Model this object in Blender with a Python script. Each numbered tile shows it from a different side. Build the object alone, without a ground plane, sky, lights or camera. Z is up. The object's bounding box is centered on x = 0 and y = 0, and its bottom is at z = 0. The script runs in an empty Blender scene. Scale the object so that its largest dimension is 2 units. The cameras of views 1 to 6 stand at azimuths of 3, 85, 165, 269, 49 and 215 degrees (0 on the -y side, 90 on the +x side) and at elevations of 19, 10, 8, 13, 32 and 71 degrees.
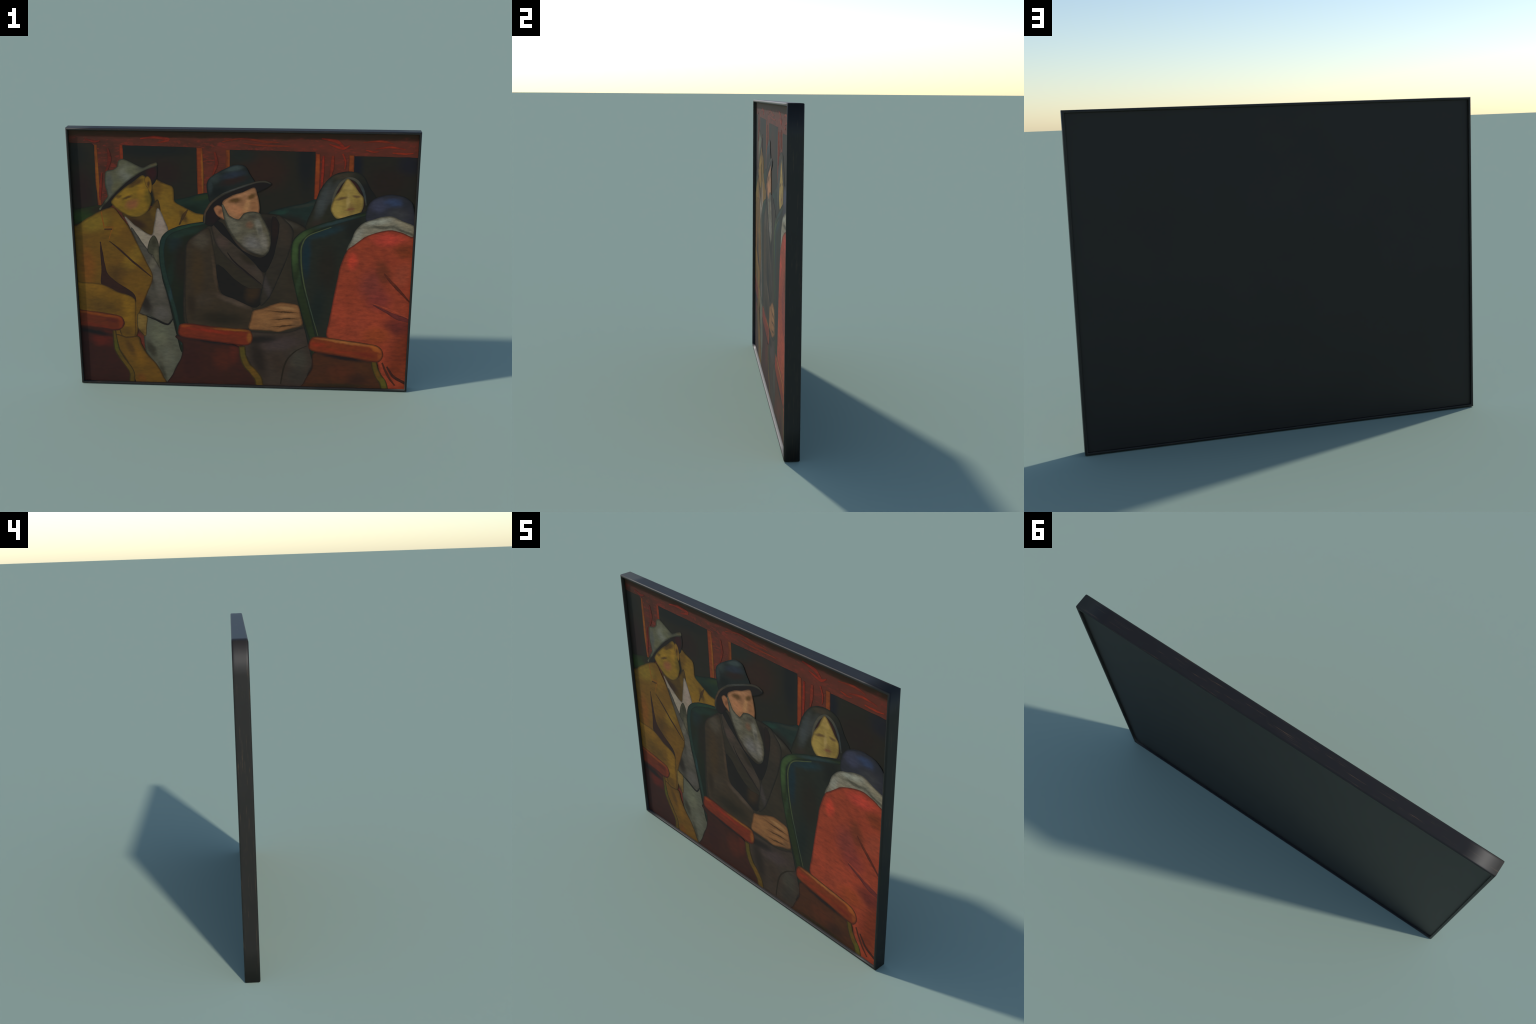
"""Framed painting: a thin black wooden frame, a dark backing board, and a
canvas whose picture is a plain stand-in: broad areas of paint (railway carriage
wall, seats, four seated passengers without drawn features) laid over each other
as real, very thin layers of paint."""
import bpy, math, random
from mathutils import Vector, noise
from mathutils.geometry import tessellate_polygon

random.seed(7)

# ------------------------------------------------------------------ sizes (m)
W, H, D = 2.000, 1.601, 0.0746        # outside of the frame
LIP = 0.0128                          # width of the frame seen from the front
RECESS = 0.0195                       # canvas lies this far behind the lip
BACK_RECESS = 0.0120                  # backing board lies this far inside
CORNER = 0.15                         # where the softened corner shading ends
Y0, Y1 = -D / 2, D / 2
CANVAS_Y = Y0 + RECESS
STEP = 0.000012                       # thickness of one layer of paint

# ------------------------------------------------------------------ materials
SUNLIT = (0.45, 0.565, 0.61)          # how bright a white canvas shows here (r, g, b)
GLOSS = (0.010, 0.010, 0.010)         # and the sheen that lies over every paint


def pigment(code):
    """A paint named by how it shows on the sunlit canvas -> its own base colour."""
    out = []
    for i in (1, 3, 5):
        v = int(code[i:i + 2], 16) / 255
        v = v / 12.92 if v <= 0.04045 else ((v + 0.055) / 1.055) ** 2.4
        out.append(min(0.9, max(0.0015, (v - GLOSS[i // 2]) / SUNLIT[i // 2])))
    return (*out, 1)


class Nodes:
    def __init__(self, name, roughness, specular=0.5):
        self.mat = bpy.data.materials.new(name)
        self.mat.use_nodes = True
        self.t = self.mat.node_tree
        self.bsdf = self.t.nodes['Principled BSDF']
        self.bsdf.inputs['Roughness'].default_value = roughness
        self.bsdf.inputs['Specular IOR Level'].default_value = specular
        self.coord = self.t.nodes.new('ShaderNodeTexCoord').outputs['Object']

    def new(self, kind, **props):
        n = self.t.nodes.new(kind)
        for k, v in props.items():
            setattr(n, k, v)
        return n

    def link(self, a, b):
        self.t.links.new(a, b)

    def math(self, op, a, b=None, clamp=False):
        n = self.new('ShaderNodeMath', operation=op, use_clamp=clamp)
        for i, v in enumerate((a, b)):
            if v is None:
                continue
            if isinstance(v, (int, float)):
                n.inputs[i].default_value = v
            else:
                self.link(v, n.inputs[i])
        return n.outputs[0]

    def noise(self, vec, scale, detail=4, rough=0.55, squash=(1, 1, 1), turn=0, shift=(0, 0, 0)):
        m = self.new('ShaderNodeMapping')
        m.inputs['Scale'].default_value = squash
        m.inputs['Rotation'].default_value = (0, turn, 0)
        m.inputs['Location'].default_value = shift
        self.link(vec, m.inputs['Vector'])
        n = self.new('ShaderNodeTexNoise')
        n.inputs['Scale'].default_value = scale
        n.inputs['Detail'].default_value = detail
        n.inputs['Roughness'].default_value = rough
        self.link(m.outputs[0], n.inputs['Vector'])
        return n.outputs

    def span(self, v, a, b, c=0.0, d=1.0, smooth=False):
        n = self.new('ShaderNodeMapRange')
        n.interpolation_type = 'SMOOTHSTEP' if smooth else 'LINEAR'
        for i, x in zip(('From Min', 'From Max', 'To Min', 'To Max'), (a, b, c, d)):
            n.inputs[i].default_value = x
        self.link(v, n.inputs['Value'])
        return n.outputs['Result']

    def mix(self, fac, a, b, mode='MIX'):
        n = self.new('ShaderNodeMix', data_type='RGBA', blend_type=mode)
        for sock, v in ((n.inputs['Factor'], fac), (n.inputs['A'], a), (n.inputs['B'], b)):
            if isinstance(v, (int, float)):
                sock.default_value = v
            elif isinstance(v, tuple):
                sock.default_value = v
            else:
                self.link(v, sock)
        return n.outputs['Result']


def paint_material(name, base, tones, grain, seed, dim=1.0):
    """Oil paint: a base colour, soft patches of other tones rubbed into it,
    streaky brushwork and a slight relief of the canvas."""
    m = Nodes(name, PAINT_ROUGH, 0.36)
    shift = (seed * 1.37 % 9, 0, seed * 2.11 % 7)
    # ragged coordinates so that the patches have brushed borders
    rag = m.noise(m.coord, 16, 5, 0.65, shift=shift)['Color']
    sub = m.new('ShaderNodeVectorMath', operation='SUBTRACT')
    m.link(rag, sub.inputs[0]); sub.inputs[1].default_value = (0.5, 0.5, 0.5)
    mul = m.new('ShaderNodeVectorMath', operation='SCALE')
    m.link(sub.outputs[0], mul.inputs[0]); mul.inputs['Scale'].default_value = 0.026
    add = m.new('ShaderNodeVectorMath', operation='ADD')
    m.link(m.coord, add.inputs[0]); m.link(mul.outputs[0], add.inputs[1])
    colour = pigment(base)
    for cx, cz, rx, rz, turn, tone, strength in tones:
        a = math.radians(turn)
        off = m.new('ShaderNodeVectorMath', operation='SUBTRACT')
        m.link(add.outputs[0], off.inputs[0])
        off.inputs[1].default_value = (cx / 100 - W / 2, 0, cz / 100)
        rot = m.new('ShaderNodeVectorRotate', rotation_type='Y_AXIS')
        m.link(off.outputs[0], rot.inputs['Vector'])
        rot.inputs['Angle'].default_value = a
        sc = m.new('ShaderNodeVectorMath', operation='MULTIPLY')
        m.link(rot.outputs[0], sc.inputs[0])
        sc.inputs[1].default_value = (100 / rx, 0, 100 / rz)
        ln = m.new('ShaderNodeVectorMath', operation='LENGTH')
        m.link(sc.outputs[0], ln.inputs[0])
        f = m.span(ln.outputs['Value'], 1.4, 0.3, 0, strength, smooth=True)
        colour = m.mix(f, colour, pigment(tone))
    # brushwork: short streaks lighter and darker, plus warm and cool flecks
    streak = m.noise(m.coord, 26, 4, 0.6, (1, 1, 2.6), 0.35 * math.sin(seed), shift)['Fac']
    f = m.span(streak, 0.3, 0.7, dim * (1 - grain), dim * (1 + grain))
    g = m.new('ShaderNodeVectorMath', operation='SCALE')
    if isinstance(colour, tuple):
        g.inputs[0].default_value = colour[:3]
    else:
        m.link(colour, g.inputs[0])
    m.link(f, g.inputs['Scale'])
    patch = m.noise(m.coord, 7, 3, 0.6, shift=shift)['Fac']
    warm = m.mix(m.span(patch, 0.52, 0.72, 0, grain), g.outputs[0], (1.30, 0.95, 0.80, 1), 'MULTIPLY')
    cool = m.mix(m.span(patch, 0.48, 0.28, 0, grain), warm, (0.78, 0.95, 1.15, 1), 'MULTIPLY')
    m.link(cool, m.bsdf.inputs['Base Color'])
    weave = m.noise(m.coord, 90, 3, 0.6, (1, 1, 1.8), shift=shift)['Fac']
    bump = m.new('ShaderNodeBump')
    bump.inputs['Strength'].default_value = 0.10
    bump.inputs['Distance'].default_value = 0.004
    m.link(weave, bump.inputs['Height'])
    m.link(bump.outputs[0], m.bsdf.inputs['Normal'])
    return m.mat


def wall_material():
    """Red-brown carriage wall: blotchy reds dragged over a dark brown ground."""
    m = Nodes('carriage_wall_paint', PAINT_ROUGH, 0.36)
    a = m.noise(m.coord, 7, 6, 0.65, (1, 1, 2.2))['Fac']
    b = m.noise(m.coord, 22, 5, 0.65, (1, 1, 3.0), shift=(3, 0, 1))['Fac']
    c = m.mix(m.span(a, 0.38, 0.62, 0, 1), pigment('#36251e'), pigment('#4a2820'))
    c = m.mix(m.span(b, 0.54, 0.66, 0, 0.8), c, pigment('#5c2820'))
    sep = m.new('ShaderNodeSeparateXYZ')
    m.link(m.coord, sep.inputs[0])
    # the wall is painted redder to the right and has the frame lip's shadow coloured in under the top edge
    right = m.span(sep.outputs['X'], -0.9, 0.9, 0, 0.3)
    c = m.mix(right, c, pigment('#562b21'))
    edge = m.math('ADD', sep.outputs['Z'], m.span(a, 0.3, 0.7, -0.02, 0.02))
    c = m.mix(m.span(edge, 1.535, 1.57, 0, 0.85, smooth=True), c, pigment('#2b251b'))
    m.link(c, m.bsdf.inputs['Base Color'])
    bump = m.new('ShaderNodeBump')
    bump.inputs['Strength'].default_value = 0.12
    bump.inputs['Distance'].default_value = 0.004
    m.link(b, bump.inputs['Height'])
    m.link(bump.outputs[0], m.bsdf.inputs['Normal'])
    return m.mat


def frame_material():
    """Black stained wood with short ochre scratches that follow each bar."""
    m = Nodes('black_stained_wood', FRAME_ROUGH, 0.46)
    sep = m.new('ShaderNodeSeparateXYZ')
    m.link(m.coord, sep.inputs[0])
    x = m.math('ABSOLUTE', sep.outputs['X'])
    z = m.math('ABSOLUTE', m.math('SUBTRACT', sep.outputs['Z'], H / 2))
    upright = m.math('GREATER_THAN', m.math('SUBTRACT', x, z), W / 2 - H / 2)
    layers = []
    for squash in ((1, 40, 40), (40, 40, 1)):
        s = m.noise(m.coord, 7, 5, 0.7, squash)['Fac']
        where = m.noise(m.coord, 9, 2, 0.5, tuple(v ** 0.5 for v in squash), shift=(2, 5, 1))['Fac']
        layers.append(m.math('MULTIPLY', m.span(s, 0.57, 0.68), m.span(where, 0.47, 0.58)))
    scr = m.new('ShaderNodeMix', data_type='FLOAT')
    m.link(upright, scr.inputs['Factor'])
    m.link(layers[0], scr.inputs['A']); m.link(layers[1], scr.inputs['B'])
    tone = m.noise(m.coord, 5, 3)['Fac']
    c = m.mix(m.span(tone, 0.35, 0.65), (0.0085, 0.0066, 0.0048, 1), (0.0115, 0.0088, 0.0064, 1))
    c = m.mix(m.math('MULTIPLY', scr.outputs['Result'], 0.75), c, (0.11, 0.062, 0.030, 1))
    m.link(c, m.bsdf.inputs['Base Color'])
    return m.mat


def board_material():
    m = Nodes('dark_backing_board', 0.5, 0.32)
    tone = m.noise(m.coord, 3, 3)['Fac']
    c = m.mix(m.span(tone, 0.35, 0.65), (0.0190, 0.0168, 0.0148, 1), (0.0215, 0.0190, 0.0168, 1))
    m.link(c, m.bsdf.inputs['Base Color'])
    return m.mat


FRAME_ROUGH, PAINT_ROUGH = 0.52, 0.74

# ------------------------------------------------------------------ geometry


def add_object(name, verts, faces, mat, parent, smooth=False):
    me = bpy.data.meshes.new(name)
    me.from_pydata(verts, [], faces)
    me.validate()
    me.update()
    me.polygons.foreach_set('use_smooth', [smooth] * len(me.polygons))
    me.materials.append(mat)
    ob = bpy.data.objects.new(name, me)
    bpy.context.scene.collection.objects.link(ob)
    ob.parent = parent
    return ob


def build_frame(parent, mat):
    """One moulding profile carried round the rectangle with mitred corners.
    Profile points: (distance in from the outside, y)."""
    r, q = 0.0060, 0.0022

    def arc(ca, cy, rad, a0, a1, n=4):
        return [(ca + rad * math.cos(math.radians(a0 + (a1 - a0) * i / n)),
                 cy + rad * math.sin(math.radians(a0 + (a1 - a0) * i / n))) for i in range(n + 1)]

    prof = []
    prof += arc(r, Y1 - r, r, 90, 180)                    # outer back edge
    prof += [(0, Y1 - 2 * r), (0, Y0 + 2 * r)]
    prof += arc(r, Y0 + r, r, 180, 270, 2)                # outer front edge
    prof += [(LIP - q, Y0), (LIP, Y0 + q)]                # chamfered inner front edge
    prof += [(LIP, CANVAS_Y + 0.003)]
    prof += [(LIP, Y1 - BACK_RECESS - 0.003)]
    prof += arc(LIP - 0.002, Y1 - 0.002, 0.002, 0, 90, 2)  # inner back edge
    # path stations: mitre corners plus a loop CORNER away on either side
    hw, hh = W / 2, H / 2
    corners = [(-1, -1), (1, -1), (1, 1), (-1, 1)]
    rings = []
    for k in range(4):
        (sx, sz), (nx, nz) = corners[k], corners[(k + 1) % 4]
        rings.append([((hw - a) * sx, y, hh + (hh - a) * sz) for a, y in prof])
        length = W if sz == nz else H
        stops = [CORNER * 0.5, CORNER] + [length * i / 6 for i in range(1, 6)] + [length - CORNER, length - CORNER * 0.5]
        for s in (CORNER, length / 2, length - CORNER):
            t = s / length
            ring = []
            for a, y in prof:
                p = Vector(((hw - a) * sx, y, hh + (hh - a) * sz))
                e = Vector(((hw - a) * nx, y, hh + (hh - a) * nz))
                ring.append(tuple(p.lerp(e, t)))
            rings.append(ring)
    n, m = len(prof), len(rings)
    verts = [v for ring in rings for v in ring]
    faces = []
    for i in range(m):
        j = (i + 1) % m
        for k in range(n):
            l = (k + 1) % n
            faces.append((i * n + k, j * n + k, j * n + l, i * n + l))
    ob = add_object('frame', verts, faces, mat, parent, smooth=True)
    import bmesh
    bm = bmesh.new(); bm.from_mesh(ob.data)
    bmesh.ops.recalc_face_normals(bm, faces=bm.faces)
    bm.to_mesh(ob.data); bm.free()
    return ob


def slab(name, x, z0, z1, ya, yb, mat, parent):
    """A flat board with a hair-thin chamfer."""
    c = 0.0008
    verts, faces = [], []
    for y, d in ((ya, c), (ya + c, 0), (yb - c, 0), (yb, c)):
        verts += [(-x + d, y, z0 + d), (x - d, y, z0 + d), (x - d, y, z1 - d), (-x + d, y, z1 - d)]
    for k in range(3):
        for i in range(4):
            j = (i + 1) % 4
            faces.append((k * 4 + i, k * 4 + 4 + i, k * 4 + 4 + j, k * 4 + j))
    faces += [(0, 1, 2, 3), (15, 14, 13, 12)]
    return add_object(name, verts, faces, mat, parent)


def curve_through(pts, closed, steps=7):
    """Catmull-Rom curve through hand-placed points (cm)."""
    n = len(pts)
    out = []
    for i in range(n if closed else n - 1):
        if closed:
            p = [Vector(pts[(i + k) % n]) for k in (-1, 0, 1, 2)]
        else:
            p = [Vector(pts[min(max(i + k, 0), n - 1)]) for k in (-1, 0, 1, 2)]
        for s in range(steps):
            t = s / steps
            a = 0.42
            m1, m2 = a * (p[2] - p[0]), a * (p[3] - p[1])
            out.append((2 * t ** 3 - 3 * t ** 2 + 1) * p[1] + (t ** 3 - 2 * t ** 2 + t) * m1
                       + (-2 * t ** 3 + 3 * t ** 2) * p[2] + (t ** 3 - t ** 2) * m2)
    if not closed:
        out.append(Vector(pts[-1]))
    return out


layer = 0
CANVAS = None
X_MAX, Z_MIN, Z_MAX = W / 2 - LIP + 0.001, LIP - 0.001, H - LIP + 0.001


def film(loop, verts, faces, slots, slot):
    """Add one thin film of paint bounded by a closed loop (cm)."""
    global layer
    layer += 1
    yf, yb = CANVAS_Y - 0.0002 - layer * STEP, CANVAS_Y
    pts = []
    for p in loop:
        w = Vector((p.x * 0.22, p.y * 0.22, layer * 0.7))
        x = p.x + 0.20 * noise.noise(w) + 0.10 * noise.noise(w * 4)      # unsteady hand
        z = p.y + 0.20 * noise.noise(w + Vector((9, 4, 0))) + 0.10 * noise.noise(w * 4 + Vector((2, 7, 0)))
        x = min(max(x / 100 - W / 2, -X_MAX), X_MAX)
        z = min(max(z / 100, Z_MIN), Z_MAX)
        if not pts or (Vector(pts[-1]) - Vector((x, z))).length > 2e-4:
            pts.append((x, z))
    n, o = len(pts), len(verts)
    tris = tessellate_polygon([[Vector((x, z, 0)) for x, z in pts]])
    verts += [(x, yf, z) for x, z in pts] + [(x, yb, z) for x, z in pts]
    area = sum(pts[i][0] * pts[(i + 1) % n][1] - pts[(i + 1) % n][0] * pts[i][1] for i in range(n))
    before = len(faces)
    for a, b, c in tris:
        (ax, az), (bx, bz), (cx, cz) = pts[a], pts[b], pts[c]
        if (bx - ax) * (cz - az) - (bz - az) * (cx - ax) < 0:
            b, c = c, b
        faces.append((o + a, o + b, o + c))
    for i in range(n):
        j = (i + 1) % n
        q = (i, i + n, j + n, j) if area > 0 else (j, j + n, i + n, i)
        faces.append(tuple(o + k for k in q))
    slots += [slot] * (len(faces) - before)


def lay(name, loop, base, tones, grain, contour, rim):
    """One painted area: a dark contour brushed first, then the shaded rim of
    the form, then its body a little further in."""
    seed = layer + 1
    verts, faces, slots, mats = [], [], [], []
    if contour:
        mats.append(paint_material(name + '_contour', base, tones, grain, seed, 0.38))
        film(outset(loop, contour), verts, faces, slots, len(mats) - 1)
    if rim:
        mats.append(paint_material(name + '_rim', base, tones, grain, seed, 0.60))
        film(loop, verts, faces, slots, len(mats) - 1)
        mats.append(paint_material(name + '_turn', base, tones, grain, seed, 0.82))
        film(outset(loop, -rim * 0.5), verts, faces, slots, len(mats) - 1)
        loop = outset(loop, -rim)
    mats.append(paint_material(name, base, tones, grain, seed))
    film(loop, verts, faces, slots, len(mats) - 1)
    ob = add_object(name, verts, faces, mats[0], CANVAS)
    for m in mats[1:]:
        ob.data.materials.append(m)
    ob.data.polygons.foreach_set('material_index', slots)
    return ob


def outset(loop, d):
    n = len(loop)
    area = sum(loop[i].x * loop[(i + 1) % n].y - loop[(i + 1) % n].x * loop[i].y for i in range(n))
    s = 1 if area > 0 else -1
    out = []
    for i in range(n):
        t = loop[(i + 1) % n] - loop[i - 1]
        if t.length > 1e-9:
            t.normalize()
        out.append(loop[i] + Vector((t.y, -t.x)) * d * s)
    return out


def shape(name, base, outline, tones=(), grain=0.35, contour=0.0, straight=False):
    """An area of paint bounded by a curve through its outline points (cm from
    the lower left corner of the frame). tones: soft patches (x, z, half width,
    half height, turn, colour, strength)."""
    if straight:
        loop = []
        for a, b in zip(outline, outline[1:] + outline[:1]):
            loop += [Vector(a).lerp(Vector(b), i / 8) for i in range(8)]
    else:
        loop = curve_through(outline, True)
    xs, zs = [p.x for p in loop], [p.y for p in loop]
    small = min(max(xs) - min(xs), max(zs) - min(zs))
    rim = 0.0 if straight else min(0.62, small * 0.05)
    lay(name, loop, base, tones, grain, contour, rim)


def ribbon(name, base, spine, width, tones=(), grain=0.35, contour=0.0):
    """A band of paint along a spine, with its width given at each spine point."""
    mid = curve_through([(x, z) for x, z in spine], False)
    wid = curve_through([(w, 0) for w in width], False)
    left, right = [], []
    for i, p in enumerate(mid):
        t = mid[min(i + 1, len(mid) - 1)] - mid[max(i - 1, 0)]
        t.normalize()
        nrm = Vector((-t.y, t.x)) * wid[i].x / 2
        left.append(p + nrm)
        right.append(p - nrm)
    loop = left + right[::-1]
    lay(name, loop, base, tones, grain, contour, 0.12 * max(width))


# ------------------------------------------------------------------ the thing
picture = bpy.data.objects.new('framed_painting', None)
bpy.context.scene.collection.objects.link(picture)
picture['label'] = 'thin black framed painting of seated carriage passengers'
picture['category'] = 'framed painting'

build_frame(picture, frame_material())
slab('back_panel', W / 2 - LIP + 0.0005, LIP - 0.0005, H - LIP + 0.0005,
     CANVAS_Y + 0.004, Y1 - BACK_RECESS, board_material(), picture)
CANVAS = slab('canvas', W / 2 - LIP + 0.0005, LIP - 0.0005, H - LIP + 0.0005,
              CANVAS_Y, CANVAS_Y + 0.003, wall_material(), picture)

# ------------------------------------------------------------------ the picture
shape('painted_window', '#23221d', [(-0.8, 151.1), (14.4, 150.9), (15.6, 149.6), (15.6, 109.6), (-3.6, 109.3)],
      tones=[(7.5, 123.3, 6.72, 13.44, 0, '#241b17', 0.7), (5.4, 144.8, 6.66, 6.66, 0, '#1d1f1e', 0.6)],
      grain=0.11, contour=0.26, straight=True)
shape('painted_window', '#23221d', [(32.2, 150.0), (73.8, 149.3), (74.0, 115.4), (31.1, 114.6)],
      tones=[(47.4, 147.6, 28.34, 4.36, 0, '#1d1f1e', 0.8), (55.7, 134.4, 9.9, 8.8, 0, '#261c17', 0.6)],
      grain=0.11, contour=0.26, straight=True)
shape('painted_window', '#23221d', [(93.3, 148.3), (141.1, 147.7), (141.3, 109.7), (92.8, 108.8)],
      tones=[(112.6, 136.4, 14.17, 11.99, 0, '#2c201b', 0.8), (136.3, 144.6, 5.4, 21.6, 0, '#1b1c1e', 0.7), (100.7, 145.1, 8.64, 4.32, 0, '#1f2320', 0.7)],
      grain=0.11, contour=0.26, straight=True)
shape('painted_window', '#23221d', [(163.3, 145.7), (202.6, 145.2), (204.7, 111.0), (164.4, 110.2)],
      tones=[(164.4, 140.6, 4.28, 9.63, 0, '#171a21', 0.8), (194.3, 141.1, 7.42, 6.36, 0, '#191b26', 0.5), (182.0, 130.9, 12.84, 9.63, 0, '#251e18', 0.7)],
      grain=0.11, contour=0.26, straight=True)
ribbon('painted_window_edge', '#59321a', [(16.4, 150.3), (16.4, 137.1), (16.5, 125.8), (17.3, 114.3)], [1.53, 2.0, 2.02, 1.57],
      tones=[(16.9, 131.5, 1.11, 13.32, 0, '#66411c', 0.8)],
      grain=0.19)
ribbon('painted_window_edge', '#5f2b19', [(31.0, 150.5), (31.1, 146.3), (31.1, 140.9)], [1.53, 1.87, 1.76],
      grain=0.19)
ribbon('painted_window_edge', '#5d2f1a', [(75.8, 149.4), (76.0, 138.1), (76.1, 121.7)], [3.02, 3.49, 3.33],
      tones=[(77.7, 135.8, 0.99, 14.3, 0, '#6f471e', 0.9)],
      grain=0.19, contour=0.2)
ribbon('painted_window_edge', '#5b331b', [(91.9, 148.4), (91.7, 137.2)], [2.4, 2.62],
      tones=[(90.9, 142.7, 0.87, 6.54, 0, '#492617', 0.8)],
      grain=0.19)
ribbon('painted_window_edge', '#622e19', [(142.8, 146.8), (142.8, 133.6), (142.5, 118.3)], [2.16, 2.59, 2.4],
      tones=[(142.9, 139.1, 1.3, 6.48, 0, '#70391b', 0.7)],
      grain=0.19, contour=0.2)
ribbon('painted_window_edge', '#5f321b', [(161.7, 146.4), (161.8, 136.1)], [2.57, 2.78],
      grain=0.19, contour=0.2)
ribbon('painted_brush_stroke', '#5c2519', [(42.2, 154.1), (49.8, 155.1), (58.5, 153.8), (51.9, 151.9)], [0.65, 1.53, 1.74, 0.54],
      grain=0.33)
ribbon('painted_brush_stroke', '#55271b', [(88.8, 153.2), (99.6, 155.0), (112.6, 153.5), (121.2, 152.9)], [0.54, 1.08, 1.5, 0.43],
      grain=0.33)
ribbon('painted_brush_stroke', '#5a281a', [(100.7, 152.3), (110.4, 151.3), (127.6, 151.0)], [0.43, 1.08, 0.43],
      grain=0.33)
ribbon('painted_brush_stroke', '#612518', [(144.7, 155.6), (153.2, 154.1), (157.6, 150.4)], [0.85, 1.93, 1.07],
      grain=0.33)
ribbon('painted_brush_stroke', '#67261a', [(149.0, 152.4), (156.6, 150.3), (160.8, 152.0)], [0.64, 1.7, 0.64],
      grain=0.33)
ribbon('painted_brush_stroke', '#5e281b', [(168.1, 153.8), (178.7, 154.5), (185.2, 152.9)], [0.54, 1.27, 0.42],
      grain=0.33)
ribbon('painted_brush_stroke', '#64271a', [(174.7, 150.1), (183.1, 151.3), (191.7, 150.0)], [0.53, 1.27, 0.53],
      grain=0.33)
ribbon('painted_brush_stroke', '#6b291b', [(184.4, 148.0), (190.8, 147.6), (196.0, 147.9)], [0.64, 1.05, 0.42],
      grain=0.33)
ribbon('painted_brush_stroke', '#622719', [(169.4, 149.4), (173.7, 148.4), (176.9, 148.7)], [0.42, 1.06, 0.32],
      grain=0.33)
ribbon('painted_brush_stroke', '#5b2619', [(151.3, 145.9), (151.0, 139.3), (150.1, 133.7)], [1.5, 2.14, 0.86],
      grain=0.33)
ribbon('painted_brush_stroke', '#652519', [(146.0, 145.8), (145.7, 135.8), (145.2, 124.6)], [1.07, 1.51, 0.87],
      grain=0.33)
ribbon('painted_brush_stroke', '#51241a', [(84.4, 147.1), (85.4, 140.4), (83.2, 133.7)], [1.09, 1.96, 0.87],
      grain=0.33)
ribbon('painted_brush_stroke', '#4a2219', [(23.3, 148.4), (24.0, 141.7), (21.4, 133.8)], [1.1, 2.22, 0.89],
      grain=0.33)
ribbon('painted_brush_stroke', '#532319', [(19.2, 133.8), (17.8, 123.5), (17.4, 117.8)], [0.89, 1.55, 0.68],
      grain=0.33)
ribbon('painted_brush_stroke', '#652619', [(156.7, 147.1), (158.4, 142.7), (158.0, 138.3)], [0.85, 1.07, 0.54],
      grain=0.33)
ribbon('painted_brush_stroke', '#4f2218', [(10.4, 153.7), (15.8, 152.1), (19.1, 152.7)], [0.66, 1.32, 0.66],
      grain=0.33)
shape('painted_seat', '#23281a', [(-3.5, 109.8), (4.5, 112.3), (18.7, 114.6), (23.5, 109.8), (9.7, 104.9), (-4.1, 101.1)],
      tones=[(4.2, 107.1, 9.04, 3.39, 10, '#243119', 0.8), (16.9, 112.0, 5.65, 2.26, 10, '#251f15', 0.7)],
      grain=0.19)
shape('painted_seat', '#1f2922', [(59.6, 117.6), (66.4, 119.6), (75.3, 122.0), (80.8, 122.8), (85.2, 119.0), (83.9, 108.6), (72.8, 108.4), (64.0, 114.0)],
      tones=[(77.5, 120.6, 6.6, 1.65, 12, '#252f1e', 0.8), (70.6, 113.0, 7.84, 3.36, 0, '#1b1f1a', 0.8)],
      grain=0.19, contour=0.26)
shape('painted_seat', '#202925', [(115.0, 111.5), (125.9, 115.4), (135.8, 117.7), (143.4, 119.4), (146.0, 100.6), (132.8, 98.0), (119.4, 104.7)],
      tones=[(135.8, 116.7, 8.72, 1.09, 12, '#2a2f29', 0.8), (130.5, 106.1, 9.9, 4.4, -20, '#221e19', 0.8), (122.7, 112.3, 4.4, 1.54, 15, '#20332c', 0.8)],
      grain=0.19, contour=0.26)
shape('painted_shawl', '#26261f', [(137.2, 100.4), (141.3, 115.5), (144.3, 124.6), (147.5, 130.3), (151.7, 134.3), (158.1, 136.5), (164.5, 136.4), (168.9, 134.0), (172.4, 127.4), (176.5, 120.7), (176.6, 105.8), (161.5, 100.9)],
      tones=[(146.6, 120.1, 3.27, 11.99, -18, '#353a39', 0.9), (152.0, 124.7, 2.38, 9.72, -28, '#343735', 0.7), (157.1, 134.4, 6.42, 1.93, 8, '#363127', 0.8), (171.6, 122.8, 5.4, 11.88, 22, '#1d1c17', 0.9), (143.7, 105.2, 4.4, 3.3, 0, '#2d2622', 0.6)],
      grain=0.19, contour=0.33)
ribbon('painted_shawl_edge', '#3a3a32', [(151.2, 114.5), (152.3, 121.9), (155.6, 129.3), (160.3, 133.2), (165.3, 131.5), (169.3, 125.1), (170.9, 117.2)], [0.87, 1.3, 1.51, 1.3, 1.71, 1.51, 0.65],
      tones=[(169.3, 125.1, 2.16, 7.56, 20, '#2c3232', 0.9), (154.1, 127.0, 3.24, 6.48, -30, '#434237', 0.7)],
      grain=0.19)
shape('painted_hair', '#2f1e19', [(152.0, 115.7), (153.5, 123.1), (157.2, 129.9), (160.4, 132.5), (165.0, 130.0), (168.7, 123.9), (170.2, 117.2), (166.6, 110.2), (156.8, 108.9)],
      tones=[(167.9, 119.4, 2.7, 8.64, 0, '#1f1b17', 0.9)],
      grain=0.19)
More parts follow.
